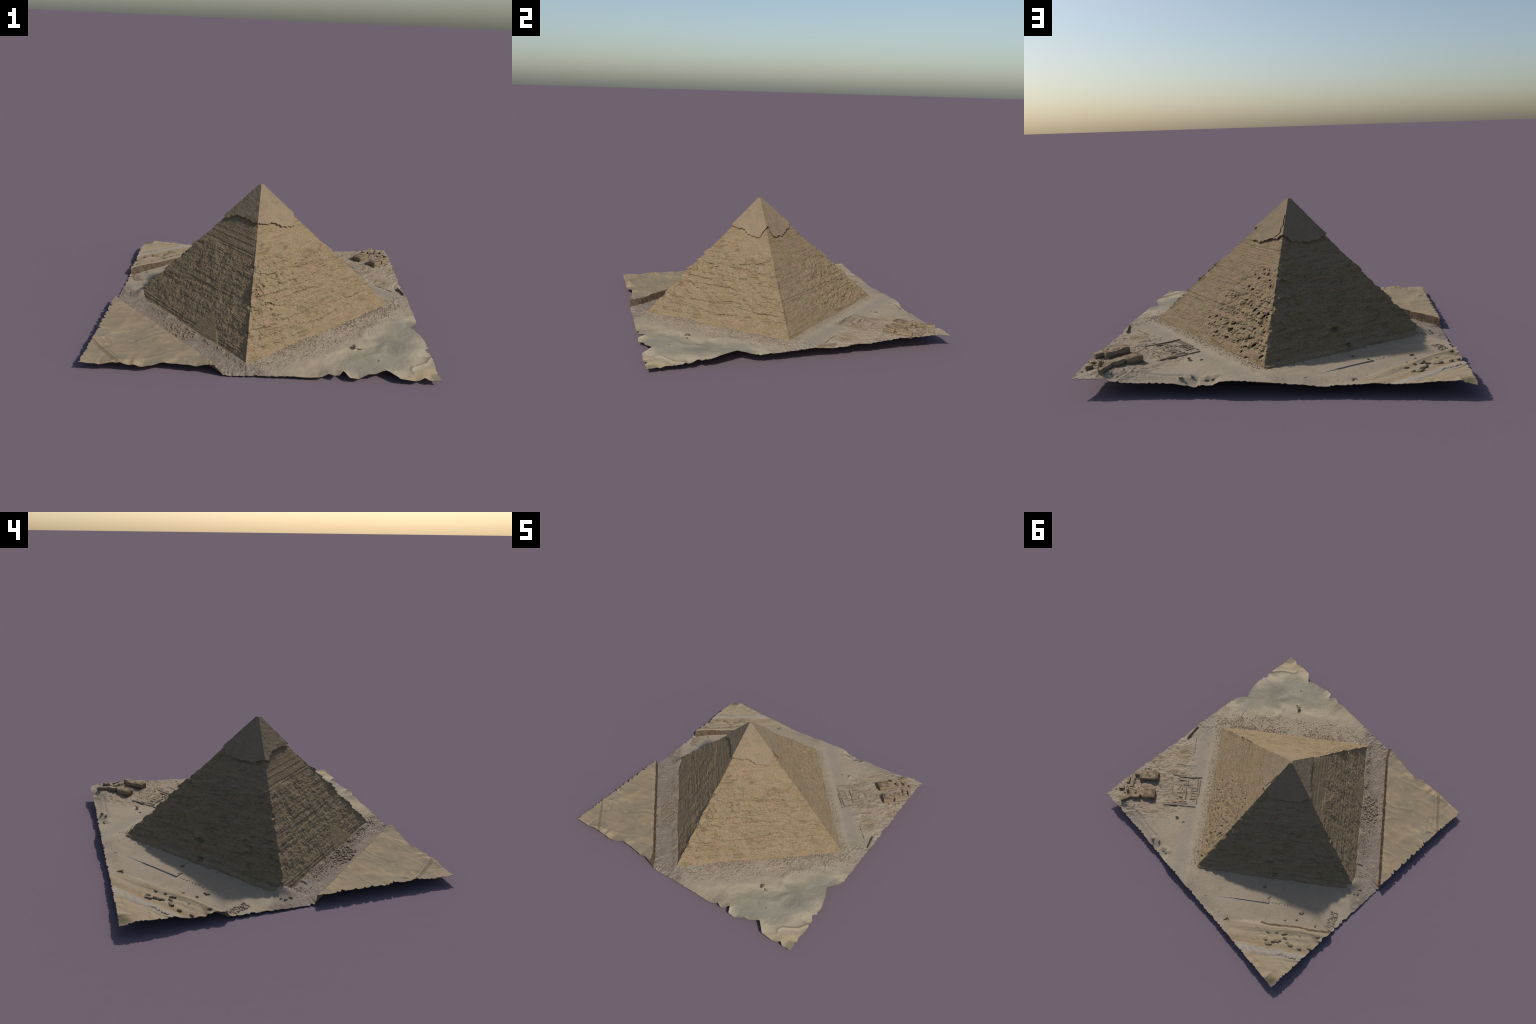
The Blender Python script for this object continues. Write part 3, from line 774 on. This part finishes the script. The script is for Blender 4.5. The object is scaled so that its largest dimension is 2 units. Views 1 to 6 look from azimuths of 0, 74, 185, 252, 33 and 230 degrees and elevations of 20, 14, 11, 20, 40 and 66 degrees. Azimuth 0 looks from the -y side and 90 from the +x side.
wall_unit = rounded_block("ruin_wall", (1, .16, .16), 77, .2, .10, 6)
wall_unit.materials.append(M_WALL)
def wall(name, p, q, w=.007, h=.008, mesh=wall_unit, parent=ruins, lift=.2):
    ob = add_obj(name, mesh, parent)
    dx, dy = q[0] - p[0], q[1] - p[1]; L = math.hypot(dx, dy)
    z0, z1 = height_at(*p), height_at(*q)
    ob.location = ((p[0] + q[0]) / 2, (p[1] + q[1]) / 2, (z0 + z1) / 2 + h * lift)
    ob.rotation_euler = (0, -math.atan2(z1 - z0, L), math.atan2(dy, dx))
    ob.scale = (L, w / .16, h / .16)
    return ob

for p, q, h in [((.78, .504), (.70, .435), .008), ((.690, .44), (.598, .339), .008), ((.734, .479), (.636, .388), .009), ((.703, .49), (.657, .45), .007),
             ((.653, .436), (.622, .471), .009), ((.613, .37), (.535, .445), .007), ((.525, .455), (.453, .52), .007), ((.592, .365), (.494, .466), .008),
             ((.613, .493), (.544, .561), .010), ((.603, .472), (.569, .441), .006), ((.522, .536), (.493, .502), .006), ((.588, .458), (.510, .53), .005),
             ((.589, .576), (.567, .565), .008), ((.624, .717), (.55, .641), .013), ((.55, .641), (.438, .539), .007),
             ((.60, .655), (.50, .57), .005), ((.565, .61), (.52, .565), .006), ((.66, .60), (.60, .54), .004), ((.70, .56), (.66, .60), .004)]:
    wall("ruin_wall", p, q, w=.008 + .25 * (h - .006), h=h)
for k in range(5):
    t = .1 + .2 * k
    a = (.603 - .08 * t - .012, .472 + .08 * t - .02); b = (a[0] - .030, a[1] - .028)
    wall("ruin_wall", a, b, w=.005, h=.005)
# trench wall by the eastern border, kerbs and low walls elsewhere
wall("boundary_wall", (.985, .075), (.962, .205), w=.009, h=.022, parent=root)
wall("boundary_wall", (.915, .145), (.812, .252), w=.005, h=.006, parent=root)
kerb = rounded_block("kerb", (1, .16, .16), 78, .2, .06, 6); kerb.materials.append(M_KERB)
wall("kerb", (-.157, .931), (-.321, .779), w=.006, h=.005, mesh=kerb, parent=root)
wall("kerb", (-.321, .779), (-.522, .604), w=.007, h=.009, mesh=kerb, parent=root)
wall("kerb", (-.522, .604), (-.500, .580), w=.006, h=.008, mesh=kerb, parent=root)
wall("kerb", (-.378, .506), (-.405, .545), w=.005, h=.005, mesh=kerb, parent=root)

# boulders on the terrace and plain
boulder_meshes = [stone_mesh("boulder", 500 + i, 3, .30, .75, .25) for i in range(4)]
for m_ in boulder_meshes: m_.materials.append(M_BOULD)
BOULDERS = [(-.746, .808, .017), (-.762, .768, .016), (-.772, .750, .014), (-.785, .735, .013), (-.71, .804, .010), (-.772, .674, .014),
            (-.681, .755, .009), (-.861, .699, .014), (-.925, .667, .013), (-.728, .706, .010), (-.835, .703, .010), (-.971, .611, .010),
            (-.951, .504, .012), (-.756, .532, .009), (-.746, .467, .010), (-.735, .480, .008), (-.399, .926, .010), (-.415, .912, .008), (-.493, .578, .009),
            (-.413, .549, .010), (.467, .703, .009), (.456, .955, .010), (.404, .931, .008), (.402, .691, .006), (.327, .953, .007),
            (.293, .948, .007), (.551, -.682, .012), (.572, -.688, .007), (.59, -.694, .006), (.677, -.819, .005), (-.80, .69, .012), (-.70, .60, .006),
            (-.88, .46, .008), (-.86, .60, .007), (-.915, .05, .010), (-.905, .02, .008), (-.90, .075, .007)]
for i, (bx, by, r) in enumerate(BOULDERS):
    ob = add_obj("boulder", boulder_meshes[i % 4], root)
    ob.location = (bx, by, height_at(bx, by) + r * .15)
    a = random.uniform(0, 6.28)
    if i < 14: a = BN + random.uniform(-.3, .3)
    ob.rotation_euler = (random.uniform(-.2, .2), random.uniform(-.2, .2), a)
    ob.scale = (r * random.uniform(1.0, 1.7), r * random.uniform(.6, .9), r * random.uniform(.5, .8))

# rubble and gravel too small to count: joined into single parts
def scatter(name, places, mat, seed, sub=1):
    """places: list of (x, y, radius, flat)"""
    protos = []
    for i in range(5):
        me = stone_mesh("proto", seed + i, sub, .35, .7, .45)
        v = np.array([v.co[:] for v in me.vertices]); f = np.array([p.vertices[:] for p in me.polygons])
        protos.append((v, f)); bpy.data.meshes.remove(me)
    P = np.array(places)
    h, _ = ground_height(P[:, 0], P[:, 1]); h = border_fix(P[:, 0], P[:, 1], h)
    r = np.random.default_rng(seed)
    VV, FF, n0 = [], [], 0
    for k, (x, y, rad) in enumerate(places):
        v, f = protos[r.integers(5)]
        a = r.uniform(0, 6.28); ca, sa = math.cos(a), math.sin(a)
        sc = rad * r.uniform(.7, 1.35, 3)
        w = v * sc
        w = np.stack([w[:, 0] * ca - w[:, 1] * sa, w[:, 0] * sa + w[:, 1] * ca, w[:, 2]], -1)
        VV.append(w + np.array([x, y, max(h[k] + rad * .15, rad * 1.2)])); FF.append(f + n0); n0 += len(v)
    me = mesh_from(name, np.concatenate(VV), np.concatenate(FF))
    ob = add_obj(name, me, root, mat); ob["kind"] = "stuff"
    return ob

def along(f, s, d):
    """a plan point d metres outside side f of the pyramid, s along it"""
    a, b = BASE[f][:2], BASE[(f + 1) % 4][:2]
    t = (b - a) / np.linalg.norm(b - a); o = np.array([t[1], -t[0]])
    return a + (b - a) * s + o * d

pl = []
r = np.random.default_rng(77)
for k in range(2600):                       # gravel on the south-east apron
    s = r.uniform(-.02, 1.08); d = abs(r.normal(0, 1)) * .055 + .006
    x, y = along(0, s, d)
    if fbm(np.array([x * 16]), np.array([y * 16]), np.array([0.]), 3, 801)[0] > -.12: pl.append((x, y, r.uniform(.0012, .0036)))
for k in range(500):                        # second, looser patch
    s = r.normal(.52, .2); d = r.normal(.15, .03); x, y = along(0, s, d); pl.append((x, y, r.uniform(.001, .003)))
for k in range(520):                        # foot of the north-east side
    s = r.uniform(-.05, 1.0); d = abs(r.normal(.02, .018)) + .004; x, y = along(1, s, d); pl.append((x, y, r.uniform(.0012, .0032)))
for k in range(300):
    s = r.uniform(0, 1.0); d = abs(r.normal(.0, .02)) + .004; x, y = along(2, s, d); pl.append((x, y, r.uniform(.001, .0028)))
for k in range(1500):                       # pavement beside the cliff
    s = r.uniform(.05, 1.02); d = abs(r.normal(0, .05)) + .004
    x, y = along(3, s, d)
    if cliff_coord(x, y) < -.01 and fbm(np.array([x * 14]), np.array([y * 14]), np.array([0.]), 3, 803)[0] > -.2: pl.append((x, y, r.uniform(.0012, .0038)))
for k in range(60):
    pl.append((r.normal(.80, .02), r.normal(-.24, .03), r.uniform(.002, .004)))
pl = [p for p in pl if abs(p[0]) < .97 and abs(p[1]) < .97]
scatter("gravel", pl, M_GRAV, 900, 1)

pl = []
for k in range(120):                        # fallen blocks below the south-west face
    u, v = r.uniform(0, 1), r.uniform(0, 1)
    x, y = along(3, .55 + .0 * u + r.normal(0, .055), .02 + .11 * v)
    if cliff_coord(x, y) < -.012: pl.append((x, y, r.uniform(.003, .009)))
for k in range(14):
    s = .30 + .055 * k + r.normal(0, .012); x, y = along(3, s, .018 + abs(r.normal(0, .012))); pl.append((x, y, r.uniform(.004, .008)))
for k in range(110):                        # tumbled stones at the western border
    uu, vv = r.uniform(-.07, .07), r.uniform(-.035, .035); x, y = -.93 + .35 * uu + .8 * vv, .335 - .9 * uu * .9 + .3 * vv
    if x > -.985 and y < .42: pl.append((x, y, r.uniform(.002, .006)))
for k in range(40):                         # line of small stones below the kerb
    t = r.uniform(0, 1); pl.append((-.47 - .22 * t + r.normal(0, .003), .64 - .18 * t + r.normal(0, .003), r.uniform(.0018, .0035)))
for k in range(26):
    t = r.uniform(0, 1); pl.append((-.846 - .12 * t + r.normal(0, .004), .81 - .08 * t + r.normal(0, .004), r.uniform(.002, .004)))
for k in range(150):                        # temple debris
    x, y = r.normal(.88, .07), r.normal(.76, .10)
    if max(x, y) < .975: pl.append((x, y, r.uniform(.002, .006)))
for k in range(140):
    x, y = r.normal(.62, .08), r.normal(.52, .08)
    if 0.757 * x + 0.654 * y > .69: pl.append((x, y, r.uniform(.0015, .004)))
scatter("rubble", pl, M_WALL, 950, 2)
